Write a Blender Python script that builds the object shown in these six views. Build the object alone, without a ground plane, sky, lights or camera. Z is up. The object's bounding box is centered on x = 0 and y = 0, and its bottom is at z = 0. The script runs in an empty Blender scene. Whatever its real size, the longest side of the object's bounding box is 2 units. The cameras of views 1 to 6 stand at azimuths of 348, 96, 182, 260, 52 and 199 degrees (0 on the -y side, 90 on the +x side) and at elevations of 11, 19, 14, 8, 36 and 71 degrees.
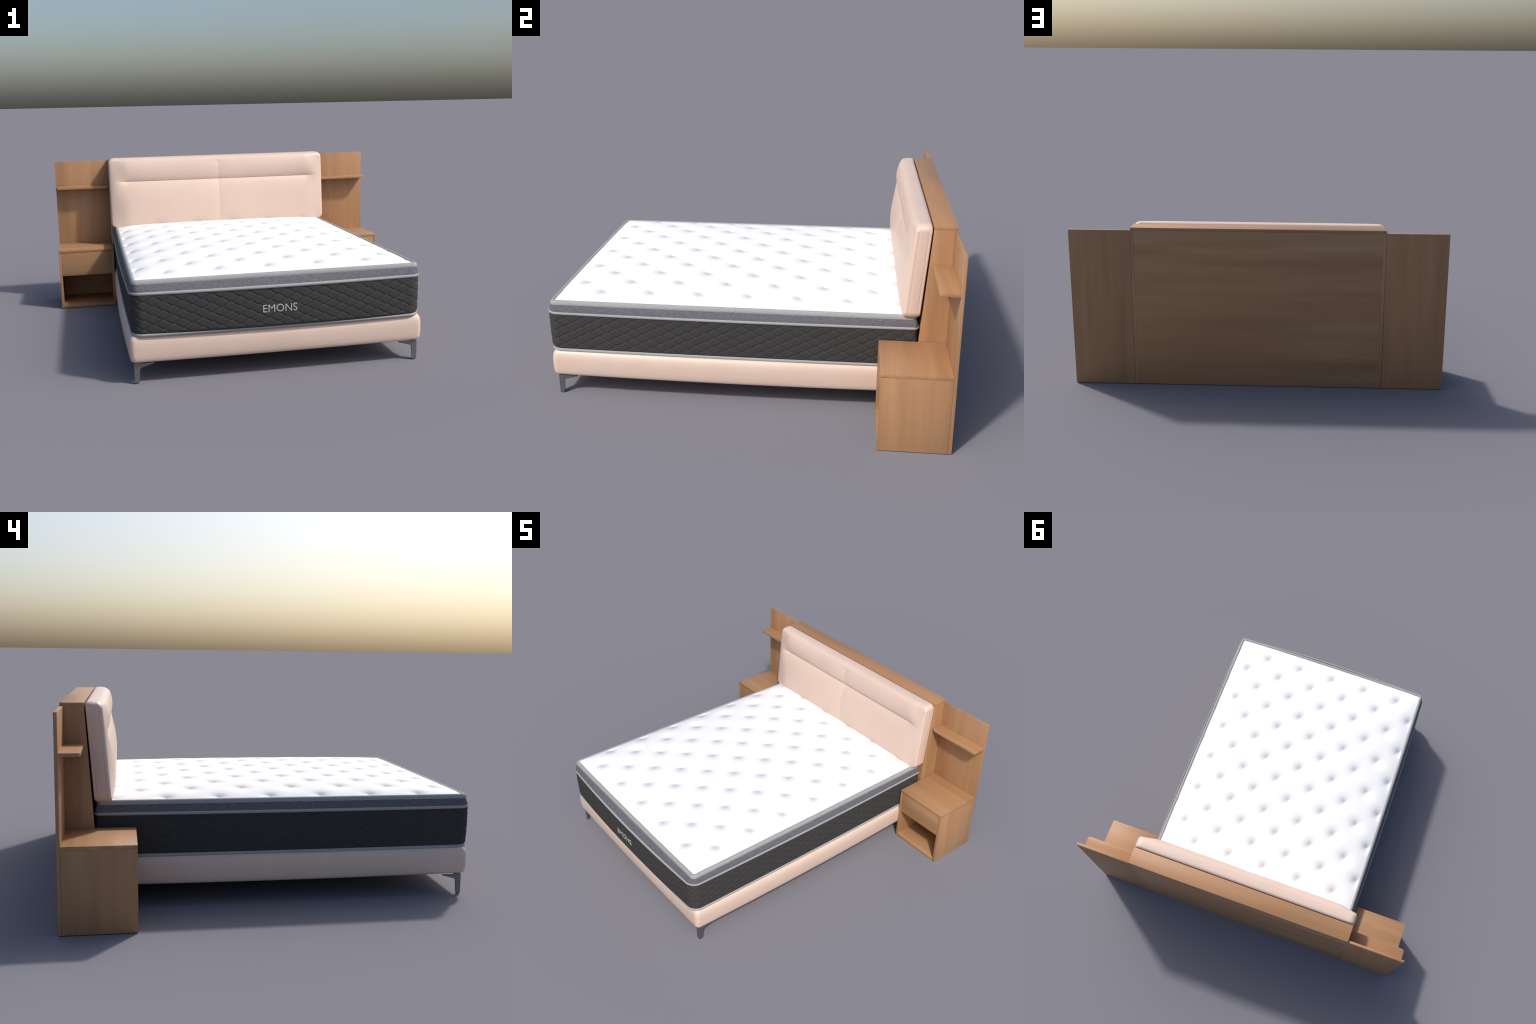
import bpy, bmesh, math, random
import numpy as np

random.seed(7)

# ------------------------------------------------------------------ materials
def new_mat(name):
    m = bpy.data.materials.new(name)
    m.use_nodes = True
    nt = m.node_tree
    b = nt.nodes["Principled BSDF"]
    return m, nt, b

def node(nt, kind, **props):
    n = nt.nodes.new(kind)
    for k, v in props.items():
        setattr(n, k, v)
    return n

def object_coords(nt, scale):
    tc = node(nt, "ShaderNodeTexCoord")
    mp = node(nt, "ShaderNodeMapping")
    mp.inputs["Scale"].default_value = scale
    nt.links.new(tc.outputs["Object"], mp.inputs["Vector"])
    return mp.outputs["Vector"]

def noise(nt, vec, scale=1.0, detail=2.0, rough=0.5, w=None, distortion=0.0):
    n = node(nt, "ShaderNodeTexNoise")
    n.inputs["Scale"].default_value = scale
    n.inputs["Detail"].default_value = detail
    n.inputs["Roughness"].default_value = rough
    n.inputs["Distortion"].default_value = distortion
    nt.links.new(vec, n.inputs["Vector"])
    if w is not None:
        n.noise_dimensions = "4D"
        nt.links.new(w, n.inputs["W"])
    return n.outputs["Fac"]

def ramp(nt, fac, stops):
    r = node(nt, "ShaderNodeValToRGB")
    el = r.color_ramp.elements
    el[0].position, el[0].color = stops[0][0], (*stops[0][1], 1)
    el[1].position, el[1].color = stops[-1][0], (*stops[-1][1], 1)
    for p, c in stops[1:-1]:
        e = el.new(p)
        e.color = (*c, 1)
    nt.links.new(fac, r.inputs["Fac"])
    return r.outputs["Color"]

def mix(nt, fac, a, b, mode="MIX"):
    m = node(nt, "ShaderNodeMix", data_type="RGBA", blend_type=mode)
    if isinstance(fac, float):
        m.inputs["Factor"].default_value = fac
    else:
        nt.links.new(fac, m.inputs["Factor"])
    for sock, v in ((m.inputs[6], a), (m.inputs[7], b)):
        if isinstance(v, tuple):
            sock.default_value = (*v, 1)
        else:
            nt.links.new(v, sock)
    return m.outputs[2]

def bump(nt, bsdf, height, strength, dist):
    b = node(nt, "ShaderNodeBump")
    b.inputs["Strength"].default_value = strength
    b.inputs["Distance"].default_value = dist
    nt.links.new(height, b.inputs["Height"])
    nt.links.new(b.outputs["Normal"], bsdf.inputs["Normal"])

WOOD_LIGHT = (0.425, 0.249, 0.129)
WOOD_MID = (0.373, 0.205, 0.100)
WOOD_DARK = (0.318, 0.169, 0.081)
WOOD_ROSE = (0.388, 0.200, 0.100)

def wood(name, axis, board_index):
    """Beech veneer whose grain runs along the given axis (0 x, 1 y, 2 z)."""
    m, nt, b = new_mat(name)
    info = node(nt, "ShaderNodeObjectInfo")
    w = node(nt, "ShaderNodeMath", operation="MULTIPLY_ADD")
    w.inputs[1].default_value = 9.0
    w.inputs[2].default_value = board_index * 3.7
    nt.links.new(info.outputs["Random"], w.inputs[0])
    w = w.outputs[0]

    def vec(across, along):
        s = [across] * 3
        s[axis] = along
        return object_coords(nt, s)
    bands = noise(nt, vec(15, 1.0), 1, 2.5, 0.55, w, 0.25)
    grain = noise(nt, vec(120, 3.0), 1, 3.0, 0.6, w)
    hue = noise(nt, vec(9, 1.3), 1, 1.5, 0.5, w, 0.2)
    knots = noise(nt, vec(22, 6.0), 1, 1.0, 0.5, w, 0.4)
    col = ramp(nt, bands, [(0.30, WOOD_DARK), (0.50, WOOD_MID), (0.70, WOOD_LIGHT)])
    hue_f = ramp(nt, hue, [(0.42, (0, 0, 0)), (0.66, (0.6, 0.6, 0.6))])
    col = mix(nt, hue_f, col, WOOD_ROSE)
    fine = ramp(nt, grain, [(0.30, (0.95, 0.95, 0.95)), (0.70, (1.03, 1.03, 1.03))])
    col = mix(nt, 1.0, col, fine, "MULTIPLY")
    kf = ramp(nt, knots, [(0.70, (1, 1, 1)), (0.82, (0.80, 0.76, 0.74))])
    col = mix(nt, 1.0, col, kf, "MULTIPLY")
    nt.links.new(col, b.inputs["Base Color"])
    b.inputs["Roughness"].default_value = 0.50
    b.inputs["Specular IOR Level"].default_value = 0.38
    return m

def leather(name):
    m, nt, b = new_mat(name)
    v = object_coords(nt, (1, 1, 1))
    blot = noise(nt, v, 6, 2)
    col = ramp(nt, blot, [(0.3, (0.648, 0.494, 0.408)), (0.7, (0.674, 0.516, 0.430))])
    nt.links.new(col, b.inputs["Base Color"])
    b.inputs["Roughness"].default_value = 0.42
    b.inputs["Specular IOR Level"].default_value = 0.5
    vo = node(nt, "ShaderNodeTexVoronoi")
    vo.inputs["Scale"].default_value = 190
    nt.links.new(v, vo.inputs["Vector"])
    wr = noise(nt, v, 70, 3)
    add = node(nt, "ShaderNodeMath", operation="MULTIPLY_ADD")
    add.inputs[1].default_value = 0.5
    nt.links.new(vo.outputs["Distance"], add.inputs[0])
    nt.links.new(wr, add.inputs[2])
    bump(nt, b, add.outputs[0], 0.22, 0.0012)
    return m

def cloth(name, dark, light, scale, stretch=(1, 1, 1), bump_s=0.3, rough=0.9):
    m, nt, b = new_mat(name)
    v = object_coords(nt, stretch)
    f = noise(nt, v, scale, 3, 0.65)
    col = ramp(nt, f, [(0.35, dark), (0.65, light)])
    nt.links.new(col, b.inputs["Base Color"])
    b.inputs["Roughness"].default_value = rough
    b.inputs["Specular IOR Level"].default_value = 0.2
    bump(nt, b, f, bump_s, 0.001)
    return m

def woven(name, dark, light):
    """Melange band: threads across and along, flecked."""
    m, nt, b = new_mat(name)
    hor = noise(nt, object_coords(nt, (60, 60, 520)), 1, 2, 0.6)
    ver = noise(nt, object_coords(nt, (420, 420, 90)), 1, 2, 0.6)
    s = node(nt, "ShaderNodeMath", operation="ADD")
    nt.links.new(hor, s.inputs[0])
    nt.links.new(ver, s.inputs[1])
    h = node(nt, "ShaderNodeMath", operation="MULTIPLY")
    h.inputs[1].default_value = 0.5
    nt.links.new(s.outputs[0], h.inputs[0])
    col = ramp(nt, h.outputs[0], [(0.38, dark), (0.64, light)])
    nt.links.new(col, b.inputs["Base Color"])
    b.inputs["Roughness"].default_value = 0.9
    b.inputs["Specular IOR Level"].default_value = 0.2
    bump(nt, b, h.outputs[0], 0.3, 0.001)
    return m

def plain(name, col, rough, metallic=0.0, var=0.04):
    m, nt, b = new_mat(name)
    f = noise(nt, object_coords(nt, (1, 1, 1)), 40, 2)
    c = ramp(nt, f, [(0.3, tuple(x * (1 - var) for x in col)), (0.7, tuple(x * (1 + var) for x in col))])
    nt.links.new(c, b.inputs["Base Color"])
    b.inputs["Roughness"].default_value = rough
    b.inputs["Metallic"].default_value = metallic
    return m

LEATHER = leather("blush_leather")
TUFT_X0, TUFT_Y0, PX, PY = 0.069, -0.8813, 0.2297, 0.2282   # tuft lattice of the mattress top


def quilted_white(name):
    """White knit; the pull of each tuft stitch is finished with a bump on the same lattice as the geometry."""
    m, nt, b = new_mat(name)
    v = object_coords(nt, (1, 1, 1))
    f = noise(nt, v, 240, 3, 0.65)
    col = ramp(nt, f, [(0.35, (0.825, 0.826, 0.831)), (0.65, (0.855, 0.856, 0.861))])
    nt.links.new(col, b.inputs["Base Color"])
    b.inputs["Roughness"].default_value = 0.9
    b.inputs["Specular IOR Level"].default_value = 0.2
    sep = node(nt, "ShaderNodeSeparateXYZ")
    nt.links.new(v, sep.inputs[0])

    def math2(op, a, c=None, d=None):
        n = node(nt, "ShaderNodeMath", operation=op)
        for i, val in enumerate((a, c, d)):
            if val is None:
                continue
            if isinstance(val, (int, float)):
                n.inputs[i].default_value = val
            else:
                nt.links.new(val, n.inputs[i])
        return n.outputs[0]

    def offset(coord, origin, pitch):
        u = math2("DIVIDE", math2("SUBTRACT", coord, origin), pitch)
        return math2("MULTIPLY", math2("SUBTRACT", u, math2("ROUND", u)), pitch)

    def lattice(ox, oy):
        x = offset(sep.outputs["X"], ox, PX)
        y = offset(sep.outputs["Y"], oy, PY)
        return math2("SQRT", math2("ADD", math2("MULTIPLY", x, x), math2("MULTIPLY", y, y)))
    d = math2("MINIMUM", lattice(TUFT_X0, TUFT_Y0), lattice(TUFT_X0 + PX / 2, TUFT_Y0 + PY / 2))
    pull = math2("EXPONENT", math2("MULTIPLY", math2("POWER", math2("DIVIDE", d, 0.033), 1.5), -1.0))
    h = math2("MULTIPLY_ADD", pull, -TUFT_BUMP, math2("MULTIPLY", f, 0.00012))
    bump(nt, b, h, 1.0, 1.0)
    return m


TUFT_BUMP = 0.0145
WHITE = quilted_white("white_knit")
TRIM = cloth("grey_ribbon", (0.265, 0.274, 0.276), (0.375, 0.385, 0.387), 330)
BAND = woven("charcoal_melange", (0.080, 0.077, 0.094), (0.170, 0.164, 0.192))
DARK = cloth("black_knit", (0.035, 0.034, 0.034), (0.058, 0.056, 0.056), 420, (1, 1, 1.5), 0.25)
THREAD = plain("silver_print", (0.40, 0.40, 0.40), 0.7)
METAL = plain("gunmetal", (0.215, 0.215, 0.220), 0.48, 0.85)
LINER = plain("black_felt", (0.03, 0.03, 0.032), 0.9)

# ------------------------------------------------------------------ mesh helpers
def make(name, verts, faces, mat, parent=None, sharp=40, kind=None):
    me = bpy.data.meshes.new(name)
    me.from_pydata([tuple(map(float, v)) for v in verts], [], faces)
    me.validate()
    bm = bmesh.new()
    bm.from_mesh(me)
    bmesh.ops.recalc_face_normals(bm, faces=bm.faces)
    bm.to_mesh(me)
    bm.free()
    me.polygons.foreach_set("use_smooth", [True] * len(me.polygons))
    if sharp:
        me.set_sharp_from_angle(angle=math.radians(sharp))
    me.materials.append(mat)
    ob = bpy.data.objects.new(name, me)
    bpy.context.scene.collection.objects.link(ob)
    if parent is not None:
        ob.parent = parent
    return ob

def board(name, x, y, z, mat, parent, bevel=0.0005, front_slope=None, round_front=0.0):
    """A board between limits; front_slope tilts its -y face (dy per dz); round_front rounds the -y corners."""
    bm = bmesh.new()
    bmesh.ops.create_cube(bm, size=1)
    for v in bm.verts:
        s = v.co.copy()
        v.co.x = x[0] if s.x < 0 else x[1]
        v.co.z = z[0] if s.z < 0 else z[1]
        v.co.y = y[0] if s.y < 0 else y[1]
        if front_slope and s.y < 0:
            v.co.y += front_slope * (v.co.z - z[0])
    if round_front:
        es = [e for e in bm.edges if abs(e.verts[0].co.y - y[0]) < 1e-6 and abs(e.verts[1].co.y - y[0]) < 1e-6
              and abs(e.verts[0].co.x - e.verts[1].co.x) < 1e-6]
        bmesh.ops.bevel(bm, geom=es, offset=round_front, segments=8, affect="EDGES", profile=0.5)
    es = [e for e in bm.edges if e.calc_face_angle(0) > 0.6]
    bmesh.ops.bevel(bm, geom=es, offset=bevel, segments=2, affect="EDGES", profile=0.5)
    me = bpy.data.meshes.new(name)
    bm.to_mesh(me)
    bm.free()
    me.polygons.foreach_set("use_smooth", [True] * len(me.polygons))
    me.set_sharp_from_angle(angle=math.radians(35))
    me.materials.append(mat)
    ob = bpy.data.objects.new(name, me)
    bpy.context.scene.collection.objects.link(ob)
    if parent is not None:
        ob.parent = parent
    return ob

def outline(a, yf, yb, r, bow_x=0.0, bow_f=0.0, bow_b=0.0, n_x=60, n_y=80, n_c=10, rb=None, bow_mid=None, bow_half=None):
    """Rounded rectangle (half width a, front yf, back yb) whose sides bow outwards in the middle.
    Returns points (N,2), outward normals (N,2)."""
    pts, nrm = [], []
    rb = r if rb is None else rb
    cx, cxb, cyf, cyb = a - r, a - rb, yf + r, yb - rb

    def seg(p0, p1, n, nv):
        for i in range(n):
            t = i / n
            pts.append((p0[0] + (p1[0] - p0[0]) * t, p0[1] + (p1[1] - p0[1]) * t))
            nrm.append(nv)

    def arc(c, a0, r=r):
        for i in range(n_c):
            t = math.radians(a0 + 90 * i / n_c)
            d = (math.cos(t), math.sin(t))
            pts.append((c[0] + r * d[0], c[1] + r * d[1]))
            nrm.append(d)
    seg((-cx, yf), (cx, yf), n_x, (0, -1))
    arc((cx, cyf), -90)
    seg((a, cyf), (a, cyb), n_y, (1, 0))
    arc((cxb, cyb), 0, rb)
    seg((cxb, yb), (-cxb, yb), n_x, (0, 1))
    arc((-cxb, cyb), 90, rb)
    seg((-a, cyb), (-a, cyf), n_y, (-1, 0))
    arc((-cx, cyf), 180)
    p, nv = np.array(pts), np.array(nrm, float)
    ym, hy = (bow_mid, bow_half) if bow_half else ((yf + yb) / 2, (yb - yf) / 2)
    gx = np.clip(1 - (p[:, 0] / a) ** 2, 0, 1)
    gy = np.clip(1 - ((p[:, 1] - ym) / hy) ** 2, 0, 1)
    p[:, 0] += np.sign(nv[:, 0]) * np.abs(nv[:, 0]) * bow_x * gy
    by = np.where(nv[:, 1] < 0, bow_f, bow_b)
    p[:, 1] += nv[:, 1] * by * gx
    return p, nv

def loft(rings, closed=False, caps=True):
    """Faces joining a list of equal-length vertex rings."""
    n = len(rings[0])
    verts = np.concatenate(rings)
    faces = []
    m = len(rings)
    for k in range(m if closed else m - 1):
        b0, b1 = k * n, ((k + 1) % m) * n
        for i in range(n):
            j = (i + 1) % n
            faces.append((b0 + i, b0 + j, b1 + j, b1 + i))
    if caps and not closed:
        faces.append(tuple(range(n))[::-1])
        faces.append(tuple(range((m - 1) * n, m * n)))
    return verts, faces

def ring3(p, z):
    return np.column_stack([p, np.full(len(p), z)])

# ------------------------------------------------------------------ bed (top level)
bed = bpy.data.objects.new("bed", None)
bpy.context.scene.collection.objects.link(bed)
bed["label"] = "blush upholstered double bed with mattress and wooden bedside cabinets"
bed["category"] = "bed"

# ------------------------------------------------------------------ upholstered base
BASE_BACK = 0.770
rings = []
for z, o, puff in [(0.0965, -0.024, 0.0), (0.0966, -0.013, 0.1), (0.0985, -0.0070, 0.3), (0.1020, -0.0030, 0.5),
                   (0.1080, -0.0005, 0.65), (0.120, 0.0012, 0.85), (0.140, 0.0022, 0.97), (0.160, 0.0025, 1.0),
                   (0.178, 0.0022, 0.95), (0.193, 0.0008, 0.80), (0.203, -0.0016, 0.6), (0.2105, -0.0052, 0.4),
                   (0.2155, -0.0095, 0.2), (0.2180, -0.0145, 0.1), (0.2185, -0.022, 0.0)]:
    p, nv = outline(0.6705 + o, -0.8835 - o, BASE_BACK + o, 0.022 + o * 0.4, bow_x=0.007 + 0.006 * puff,
                    bow_f=0.0095 * puff, bow_mid=-0.10, bow_half=0.80, n_x=60, n_y=70, n_c=8)
    # the slung cover sags a little towards the middle of each rail
    low = max(0.0, (0.16 - z) / 0.0635)
    sag = 0.0034 * low * (1 - np.clip(np.maximum((np.abs(p[:, 0]) / 0.68) ** 2 * (p[:, 1] < -0.8), 0), 0, 1)) \
        * np.clip(1 - ((p[:, 1] + 0.02) / 0.9) ** 2 * (p[:, 1] > -0.8), 0, 1)
    r3 = ring3(p, z)
    r3[:, 2] -= sag
    rings.append(r3)
v, f = loft(rings)
bed_base = make("bed_base", v, f, LEATHER, bed)

# legs: two tapered gusseted blades at right angles, under a small mounting plate
def leg_mesh():
    prof = [(0.0022, 0.0), (0.0010, 0.0016), (0.0, 0.0900), (0.0895, 0.0900), (0.0895, 0.0855), (0.0345, 0.0700),
            (0.0295, 0.0672), (0.0265, 0.0620), (0.0215, 0.0016), (0.0203, 0.0)]
    th = 0.0065
    bm = bmesh.new()
    for swap in (False, True):
        vs = []
        for t in (0.0, th):
            vs.append([bm.verts.new((s, t, z) if not swap else (t + 1e-4, s + 1e-4, z - (1e-4 if z > 0.05 else 0)))
                       for s, z in prof])
        bm.faces.new(vs[0])
        bm.faces.new(vs[1][::-1])
        n = len(prof)
        for i in range(n):
            j = (i + 1) % n
            bm.faces.new((vs[0][i], vs[0][j], vs[1][j], vs[1][i]))
    pl = bmesh.ops.create_cube(bm, size=1)["verts"]
    for q in pl:
        q.co.x = 0.003 if q.co.x < 0 else 0.030
        q.co.y = 0.003 if q.co.y < 0 else 0.030
        q.co.z = 0.0885 if q.co.z < 0 else 0.0985
    bmesh.ops.recalc_face_normals(bm, faces=bm.faces)
    es = [e for e in bm.edges if e.is_manifold and e.calc_face_angle(0) > 0.7]
    bmesh.ops.bevel(bm, geom=es, offset=0.0007, segments=2, affect="EDGES", profile=0.5)
    me = bpy.data.meshes.new("leg")
    bm.to_mesh(me)
    bm.free()
    me.materials.append(METAL)
    return me

lm = leg_mesh()
for sx in (1, -1):
    ob = bpy.data.objects.new("leg", lm)
    bpy.context.scene.collection.objects.link(ob)
    ob.parent = bed_base
    # the outer corner of the bracket sits just inside the base's corner
    ob.location = (0.6575 * sx, -0.8645, 0)
    ob.scale = (-sx, 1, 1)

# ------------------------------------------------------------------ mattress
MB = 0.787   # head end of the mattress

# quilted dark border with ogee stitching
NX, NY, NC = 420, 520, 24

def stitch_relief(q, zq):
    """q, zq: stitch coordinates in node units. Returns relief (<=0 in the seams)."""
    ph = 2 * math.pi
    best = np.full(q.shape, 9.0)
    for s in (1, -1):
        # family of wavy diagonals: zq = s*(q + wobble) + k
        wob = -0.042 * np.sin(ph * q * 2)
        d = zq - s * (q + wob)
        d = np.abs(d - np.round(d))
        best = np.minimum(best, d)
    dist = best * 0.041 * 0.88          # metres, across the seam
    groove = -0.0021 * np.exp(-(dist / 0.0024) ** 1.5)
    pillow = 0.0009 * (1 - np.exp(-(dist / 0.006)))
    return groove + pillow

levels = np.concatenate([np.linspace(0.404, 0.398, 3), np.linspace(0.3960, 0.2360, 80), np.linspace(0.2345, 0.2250, 5)])
rings = []
for z in levels:
    t = np.clip((z - 0.231) / (0.400 - 0.231), 0, 1)
    swell = math.sin(math.pi * t) * 0.0015
    tuck = -0.0025 * max(0, (z - 0.394) / 0.010) - 0.0050 * max(0, (0.2365 - z) / 0.0115) ** 1.5
    o = swell + tuck
    a = 0.6600 + 0.0015 * t + o
    p, nv = outline(a, -(0.8915 + 0.0035 * t) - o, MB - 0.004 + o, 0.050, bow_x=0.007 + 0.003 * t,
                    bow_f=0.0220, bow_b=0.002, rb=0.022, n_x=NX, n_y=NY, n_c=NC)
    # running stitch coordinate along each face, carried round the corners
    front = nv[:, 1] < -0.70711
    back = nv[:, 1] > 0.70711
    right = (nv[:, 0] >= 0.70711) & ~front & ~back
    left = ~(front | back | right)
    ang = np.arctan2(nv[:, 0], -nv[:, 1])
    q = np.zeros(len(p))
    zq = np.zeros(len(p))
    arc_in = 0.050 * np.abs(np.arctan2(np.abs(nv[:, 0]), np.abs(nv[:, 1])))
    arc_side = 0.050 * (math.pi / 2) - arc_in
    cx = a - 0.05
    xq = np.where(np.abs(nv[:, 0]) > 1e-6, np.sign(p[:, 0]) * (cx + arc_in), p[:, 0])
    cyf, cyb = -(0.8915 + 0.0035 * t) + 0.05, MB - 0.054
    yq = np.where(np.abs(nv[:, 1]) > 1e-6, np.where(p[:, 1] < 0, cyf - arc_side, cyb + 0.028 + arc_side), p[:, 1])
    fb = front | back
    q[fb] = (xq[fb] + 0.1022) / 0.0842
    zq[fb] = (z - 0.3707) / 0.0410
    sd = ~fb
    q[sd] = (yq[sd] + 0.7363) / 0.0825
    zq[sd] = (z - 0.3849) / 0.0423
    fade = min(1.0, max(0.0, (0.4005 - z) / 0.004)) * min(1.0, max(0.0, (z - 0.231) / 0.004))
    d = stitch_relief(q, zq) * fade
    rings.append(ring3(p + nv * d[:, None], z))
v, f = loft(rings)
mattress = make("mattress", v, f, DARK, bed, sharp=0)
for poly in mattress.data.polygons:
    if len(poly.vertices) > 4:
        poly.use_smooth = False

# topper band, leaning in towards the top
def band_outline(t, o=0.0, **kw):
    """t = 0 at the piping, 1 at the ribbon trim."""
    s = t ** 1.35
    return outline(0.6625 - 0.0100 * s + o, -(0.8950 - 0.0150 * s) - o, MB - 0.002 - 0.006 * s + o,
                   0.048 - 0.022 * s, bow_x=0.011 - 0.009 * s, bow_f=0.0205 - 0.0165 * s, bow_b=0.002, rb=0.014, **kw)

rings = []
for t in np.linspace(0, 1, 12):
    p, nv = band_outline(t)
    rings.append(ring3(p, 0.4085 + t * (0.4465 - 0.4085)))
v, f = loft(rings)
make("topper_band", v, f, BAND, mattress, sharp=60)

# ribbon trim round the top edge: a folded, slightly rounded tape
prof = [(-0.0185, 0.4470), (-0.0180, 0.4600), (-0.0150, 0.4624), (-0.0110, 0.4634), (-0.0065, 0.4628), (-0.0025, 0.4600),
        (-0.0002, 0.4550), (0.0010, 0.4505), (0.0014, 0.4462), (0.0010, 0.4440), (-0.0010, 0.4435)]
rings = []
for o, z in prof:
    p, nv = outline(0.6535 + o, -0.8810 - o, MB - 0.008 + o, max(0.010, 0.025 + o), bow_x=0.002, bow_f=0.004,
                    bow_b=0.002)
    rings.append(ring3(p, z))
v, f = loft(rings, closed=True)
make("ribbon_trim", v, f, TRIM, mattress, sharp=50)

# two round cords: one under the band, one at the bottom edge
def cord(a, yf, yb, r, bx, bf, z, rad, squash=1.0):
    rings = []
    for k in range(14):
        t = 2 * math.pi * k / 14
        o = rad * math.cos(t)
        p, nv = outline(a + o, yf - o, yb + o, r + o, bow_x=bx, bow_f=bf, bow_b=0.002, rb=0.020 + o)
        rings.append(ring3(p, z + rad * squash * math.sin(t)))
    v, f = loft(rings, closed=True)
    return make("piping", v, f, TRIM, mattress, sharp=0)

cord(0.6585, -0.8910, MB - 0.003, 0.046, 0.0115, 0.0242, 0.4062, 0.0070, 1.07)
cord(0.6548, -0.8845, MB - 0.005, 0.046, 0.0065, 0.0130, 0.2222, 0.0080, 1.08)

# quilted white top: a soft dome with rows of tufts
TOP_A, TOP_F, TOP_B, TOP_R = 0.6385, -0.8660, 0.7680, 0.016
ny, nx = 330, 250
ang = np.linspace(0, math.pi / 2, 7)
ys_f = TOP_F + TOP_R * (1 - np.cos(ang))
ys_b = (TOP_B - TOP_R * (1 - np.cos(ang)))[::-1]
ys = np.concatenate([ys_f, np.linspace(ys_f[-1], ys_b[0], ny)[1:-1], ys_b])
u = np.linspace(-1, 1, nx)
X, Y = [], []
for y in ys:
    e = max(TOP_R - (y - TOP_F), TOP_R - (TOP_B - y), 0.0)
    w = TOP_A - TOP_R + math.sqrt(max(TOP_R ** 2 - e ** 2, 0.0))
    X.append(u * w)
    # the front edge bows very slightly
    k = 0.004 * np.clip((-(y) - 0.3) / 0.57, 0, 1)
    Y.append(y - k * (1 - u ** 2))
X, Y = np.array(X), np.array(Y)
dx = TOP_A - np.abs(X)
dy = np.minimum(Y - TOP_F + 0.004, TOP_B - Y + 0.03)
edge = np.minimum(dx, dy)
px_ = np.clip(np.abs(X) / TOP_A, 0, 1) ** 3
py_ = np.clip(np.abs(Y + 0.035) / 0.838, 0, 1) ** 3
dome = 0.0325 * (1 - px_) * (1 - py_) + 0.0105 * (1 - np.exp(-dx / 0.040)) * (1 - np.exp(-np.maximum(dy, 0) / 0.040))
Z = 0.4584 + dome
hold = 1 - np.exp(-np.maximum(np.minimum(dx * 1.5, Y - TOP_F), 0) / 0.010)
for j in range(16):
    yc = TUFT_Y0 + 0.5 * PY * j
    off = TUFT_X0 + (0.5 * PX if j % 2 else 0.0)
    for i in range(-4, 4):
        xc = off + PX * i
        if abs(xc) > 0.66 or yc > 0.69:
            continue
        r = np.sqrt((X - xc) ** 2 + (Y - yc) ** 2)
        near = r < 0.12
        Z[near] -= hold[near] * 0.0055 * np.exp(-(r[near] / 0.0250) ** 1.4)
m, n = X.shape
verts = np.column_stack([X.ravel(), Y.ravel(), Z.ravel()])
faces = [(i * n + j, i * n + j + 1, (i + 1) * n + j + 1, (i + 1) * n + j) for i in range(m - 1) for j in range(n - 1)]
loop = [j for j in range(n)] + [i * n + n - 1 for i in range(1, m)] + [(m - 1) * n + j for j in range(n - 2, -1, -1)] \
    + [i * n for i in range(m - 2, 0, -1)]
low = verts[loop].copy()
low[:, 2] = 0.4485
base_i = len(verts)
verts = np.concatenate([verts, low])
L = len(loop)
faces += [(loop[i], loop[(i + 1) % L], base_i + (i + 1) % L, base_i + i) for i in range(L)]
faces.append(tuple(base_i + i for i in range(L)))
make("quilted_top", verts, faces, WHITE, mattress, sharp=55)

# woven name on the foot end
cu = bpy.data.curves.new("lettering", "FONT")
cu.body = "EMONS"
cu.extrude = 0.04
cu.offset = -0.002
cu.resolution_u = 6
tmp = bpy.data.objects.new("lettering_source", cu)
bpy.context.scene.collection.objects.link(tmp)
dg = bpy.context.evaluated_depsgraph_get()
me = bpy.data.meshes.new_from_object(tmp.evaluated_get(dg))
bpy.data.objects.remove(tmp)
co = np.array([vv.co[:] for vv in me.vertices])
lo, hi = co.min(0), co.max(0)
s = (co - lo) / (hi - lo)
for k, vv in enumerate(me.vertices):
    vv.co = (-0.0868 + s[k, 0] * 0.1545, -0.9140 - s[k, 2] * 0.0040, 0.2915 + s[k, 1] * 0.0345)
me.name = "lettering"
me.materials.clear()
me.materials.append(THREAD)
let = bpy.data.objects.new("lettering", me)
bpy.context.scene.collection.objects.link(let)
let.parent = mattress

# ------------------------------------------------------------------ wooden headboard case
WX = [wood("beech_along_width_%s" % n, 0, i) for i, n in enumerate(("case", "top", "drawer"))]
WZ = [wood("beech_upright_%s" % n, 2, i + 5) for i, n in enumerate(("side", "panel"))]
WY = wood("beech_along_depth", 0, 11)
TH = 0.0145
SL = 0.0676
Y0 = 0.7652       # front of the leaning face at the floor
YB = 0.9222
headboard = board("headboard", (-0.6563, 0.6563), (YB - 0.0150, YB - 0.0004), (0.0, 0.8632), WX[0], bed, 0.0006)
for sx in (1, -1):
    x = sorted((sx * 0.6565, sx * 0.6710))
    board("side_panel", x, (Y0, YB), (0.0, 0.8633), WZ[0], headboard, 0.0006, front_slope=SL)
board("front_panel", (-0.6560, 0.6560), (Y0 + 0.0015, Y0 + 0.0165), (0.001, 0.8630), WX[0], headboard, 0.0006,
      front_slope=SL)
# give the front panel a parallel back face
fp = [o for o in bed.children_recursive if o.name.startswith("front_panel")][0]
for vv in fp.data.vertices:
    if vv.co.y > Y0 + 0.012 and abs(vv.co.y - (Y0 + 0.0015) - SL * vv.co.z) > 0.004:
        vv.co.y += SL * vv.co.z
board("top_panel", (-0.6712, 0.6712), (0.8232, YB), (0.8635, 0.8778), WX[1], headboard, 0.0010)

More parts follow.
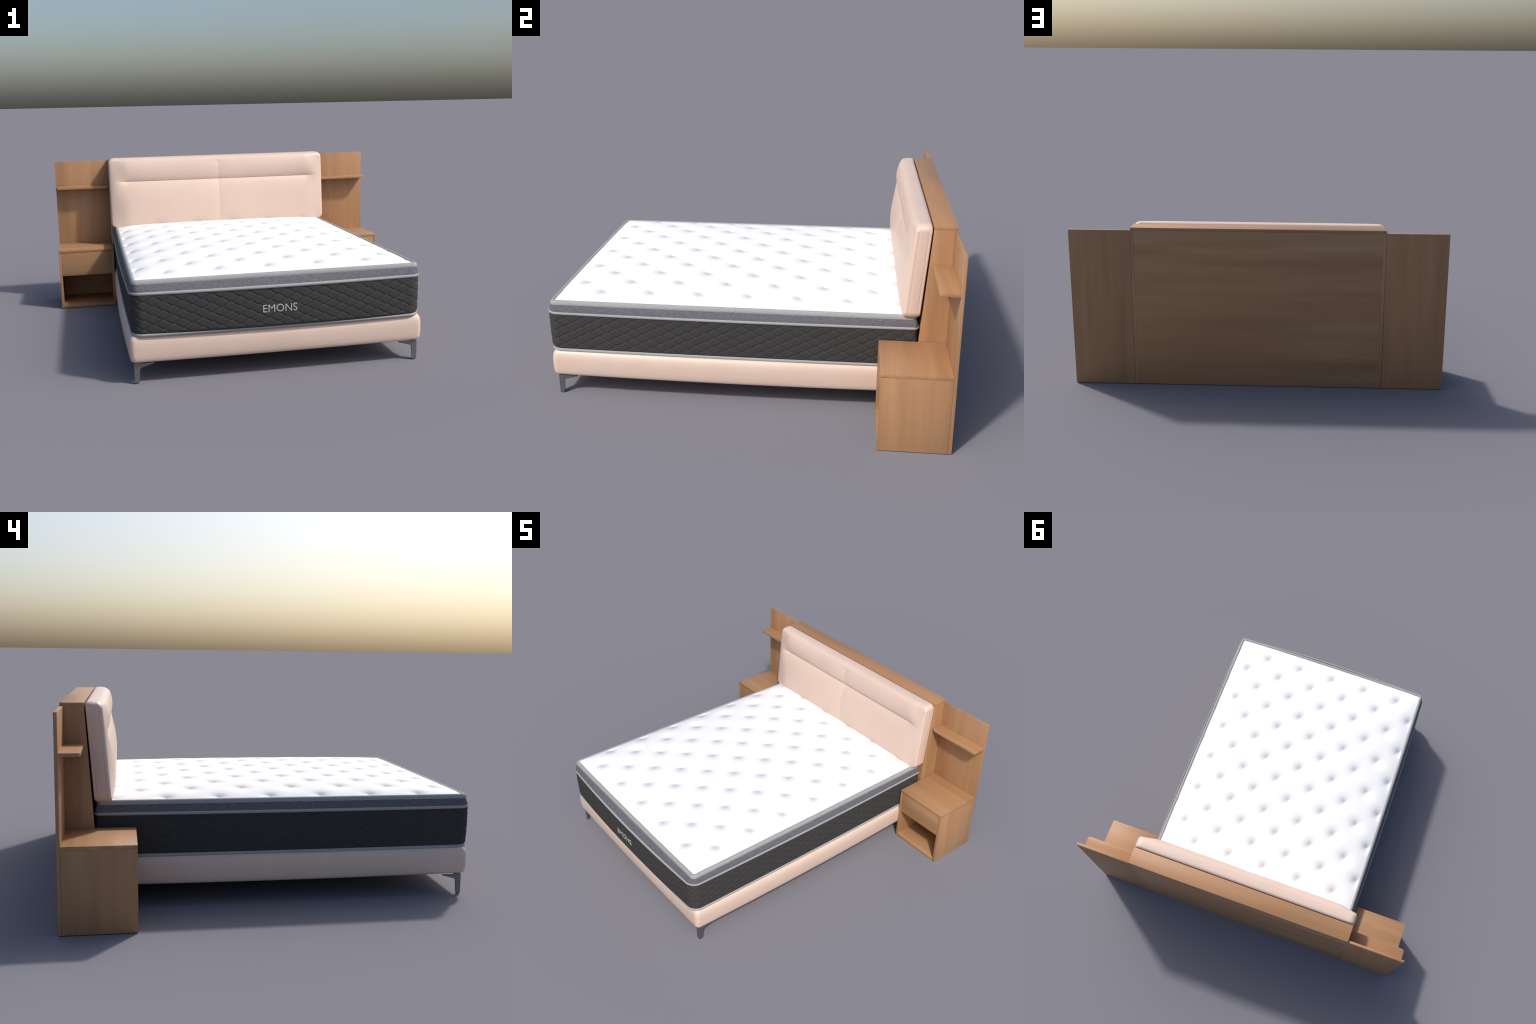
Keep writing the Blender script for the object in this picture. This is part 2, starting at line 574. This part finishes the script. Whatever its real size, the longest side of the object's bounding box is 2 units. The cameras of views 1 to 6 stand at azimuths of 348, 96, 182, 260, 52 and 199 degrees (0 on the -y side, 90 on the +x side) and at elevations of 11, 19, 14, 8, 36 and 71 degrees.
# ------------------------------------------------------------------ headboard cushion
CH, CZ0, CZ1, CR = 0.6745, 0.4540, 0.8822, 0.034
CREASE = 0.7390

def back_y(z):
    return 0.7880 + 0.0765 * (z - 0.4647)

def edge_y(z):
    return 0.7165 + 0.0830 * (z - 0.4590)

nz, nxc = 170, 260
ang = np.linspace(0, math.pi / 2, 9)
r_in = 0.008                                     # the front face starts just inside the side wall
r_top, r_bot = 0.018, 0.010
zf0, zf1 = CZ0 + r_bot, CZ1 - r_top
rr = CR - r_in
r_b, r_t = CR - r_bot, CR - r_top
z_f = zf0 + r_b * (1 - np.cos(ang))
z_b = (zf1 - r_t * (1 - np.cos(ang)))[::-1]
mid = np.linspace(z_f[-1], z_b[0], nz)
zs = np.concatenate([z_f, mid[1:-1], z_b])
# pack extra rows round the crease
zs = np.sort(np.concatenate([zs, CREASE + np.array([-0.0036, -0.0024, -0.0012, -0.0005, 0, 0.0005, 0.0012, 0.0024, 0.0036])]))
uu = np.linspace(-1, 1, nxc + 1)
uu = np.sign(uu) * np.abs(uu)
X, Zc = [], []
for z in zs:
    e = max((r_b - (z - zf0)) / r_b, (r_t - (zf1 - z)) / r_t, 0.0)
    w = CH - r_in - rr + rr * math.sqrt(max(1 - e ** 2, 0.0))
    X.append(uu * w)
    Zc.append(np.full(len(uu), z))
X, Zc = np.array(X), np.array(Zc)
dxe = CH - np.abs(X)
dze = np.minimum(Zc - CZ0, CZ1 - Zc)
ex = 1 - np.exp(-np.maximum(dxe - 0.004, 0) / 0.040)
up = Zc >= CREASE
tu = np.clip((Zc - CREASE) / (CZ1 + 0.004 - CREASE), 0, 1)
tl = np.clip((Zc - CZ0 - 0.004) / (CREASE - CZ0 - 0.004), 0, 1)
lens_u = 0.0250 * np.clip(4 * tu * (1 - tu), 0, 1) ** 0.72
lens_l = 0.0280 * np.clip(4 * tl * (1 - tl), 0, 1) ** 0.62
b_lens = np.where(up, lens_u, lens_l)
# past the ends of the crease the two rolls melt into one
tt = np.clip((Zc - CZ0) / (CZ1 - CZ0), 0, 1)
b_one = 0.022 * np.clip(4 * tt * (1 - tt), 0, 1) ** 0.6
melt = np.clip((dxe - 0.022) / 0.095, 0, 1)
melt = melt * melt * (3 - 2 * melt)
near_cr = np.exp(-((Zc - CREASE) / 0.05) ** 2)
bulge = ex * (b_lens + (b_one - b_lens) * (1 - melt))
# centre seam: a shallow pucker dividing left from right
seam = 0.0042 * np.exp(-np.abs(X) / 0.030) * np.clip((CZ1 - 0.02 - Zc) / 0.02, 0, 1) * np.clip((Zc - CZ0) / 0.02, 0, 1)
bulge = bulge - seam
Yc = edge_y(Zc) - bulge
m, n = X.shape
verts = np.column_stack([X.ravel(), Yc.ravel(), Zc.ravel()])
faces = [(i * n + j, i * n + j + 1, (i + 1) * n + j + 1, (i + 1) * n + j) for i in range(m - 1) for j in range(n - 1)]
loop = [j for j in range(n)] + [i * n + n - 1 for i in range(1, m)] + [(m - 1) * n + j for j in range(n - 2, -1, -1)] \
    + [i * n for i in range(m - 2, 0, -1)]
L = len(loop)
edge = verts[loop]
tan = np.roll(edge, -1, 0) - np.roll(edge, 1, 0)
out = np.column_stack([tan[:, 2], np.zeros(L), -tan[:, 0]])
out /= np.linalg.norm(out, axis=1)[:, None]
c = np.column_stack([edge[:, 0], np.zeros(L), edge[:, 2] - 0.67])
if np.mean(np.sum(out * c, axis=1)) < 0:
    out = -out
# the side wall: rounded front edge, a front seam, a soft flank, a welt groove near the back
flank = np.clip(out[:, 0] ** 2, 0, 1)
# the face already leans back where it meets the rim, so the rounding starts at that angle
t0 = 0.40 * flank + np.where(out[:, 2] > 0, 0.46, 0.35) * (1 - flank)
r_loc = (r_in * flank + np.where(out[:, 2] > 0, r_top, r_bot) * (1 - flank))
r_arc = r_loc / (1 - np.sin(t0))
d_arc = r_arc * np.cos(t0)
arc_steps = [("arc", t, 0, 0) for t in np.linspace(0.10, 1.0, 10)]
# (fraction of the remaining depth, outset on the flanks, outset along top and bottom)
run_steps = [("run", 0.06, 0.0000, 0.0002), ("run", 0.085, -0.0006, 0.0003), ("run", 0.11, 0.0000, 0.0004),
             ("run", 0.20, 0.0006, 0.0006), ("run", 0.36, 0.0009, 0.0007), ("run", 0.54, 0.0008, 0.0005),
             ("run", 0.68, 0.0004, 0.0000), ("run", 0.78, -0.0002, -0.0012), ("run", 0.800, -0.0009, -0.0016),
             ("run", 0.82, -0.0003, -0.0021), ("run", 0.88, -0.0002, -0.0040), ("run", 0.94, -0.0005, -0.0066),
             ("run", 0.98, -0.0018, -0.0095), ("run", 1.0, -0.0050, -0.0120)]
prev = np.array(loop)
allv = [verts]
cnt = len(verts)
for kind, t, of, ot in arc_steps + run_steps:
    if kind == "arc":
        tt_ = t0 + (math.pi / 2 - t0) * t
        o, dpt = r_arc * (np.sin(tt_) - np.sin(t0)), r_arc * (np.cos(t0) - np.cos(tt_))
    else:
        o = r_loc + of * flank + ot * (1 - flank)
        dpt = d_arc + (0.0650 - d_arc) * t
    p = edge + out * o[:, None]
    zc = np.clip(p[:, 2], CZ0 - 0.002, CZ1 + 0.002)
    p[:, 1] = edge[:, 1] + (back_y(zc) - edge[:, 1]) * dpt / 0.0650
    allv.append(p)
    idx = np.arange(cnt, cnt + L)
    faces += [(int(prev[i]), int(prev[(i + 1) % L]), int(idx[(i + 1) % L]), int(idx[i])) for i in range(L)]
    prev = idx
    cnt += L
faces.append(tuple(int(i) for i in prev))
cushion = make("headboard_cushion", np.concatenate(allv), faces, LEATHER, bed, sharp=0)
for poly in cushion.data.polygons:
    if len(poly.vertices) > 4:
        poly.use_smooth = False

# ------------------------------------------------------------------ bedside cabinets
X0, X1 = 0.6745, 1.0000
YF = 0.6155
XM = (X0 + X1) / 2
H = (X1 - X0) / 2

def cabinet():
    parts = []
    root = board("nightstand", (-H + TH, H - TH), (YF + 0.001, YB - TH - 0.001), (0.0, 0.0155), WX[0], None, 0.0006)
    P = lambda *a, **k: parts.append(board(*a, root, **k))
    P("side_panel", (-H, -H + TH), (YF, YB - TH - 0.0004), (0.0, 0.3362), WZ[0])
    P("side_panel", (H - TH, H), (YF, YB - TH - 0.0004), (0.0, 0.3362), WZ[0])
    P("top_panel", (-H, H), (YF, YB - TH), (0.3366, 0.3510), WX[1])
    P("back_panel", (-H - 0.0023, H), (YB - TH + 0.0004, YB - 0.0002), (0.0, 0.8632), WZ[1], bevel=0.0005)
    P("drawer", (-H + TH + 0.0010, H - TH - 0.0010), (YF + 0.0012, YB - TH - 0.02), (0.1970, 0.3352), WX[2])
    P("shelf", (-H + 0.0005, H - 0.0002), (0.8265, YB - TH + 0.001), (0.6958, 0.7096), WX[1], round_front=0.016)
    return root, parts

root, parts = cabinet()
root.location.x = XM
root.parent = bed
root2 = root.copy()
bpy.context.scene.collection.objects.link(root2)
root2.location.x = -XM
root2.scale.x = -1
root2.parent = bed
for p in parts:
    q = p.copy()
    bpy.context.scene.collection.objects.link(q)
    q.parent = root2
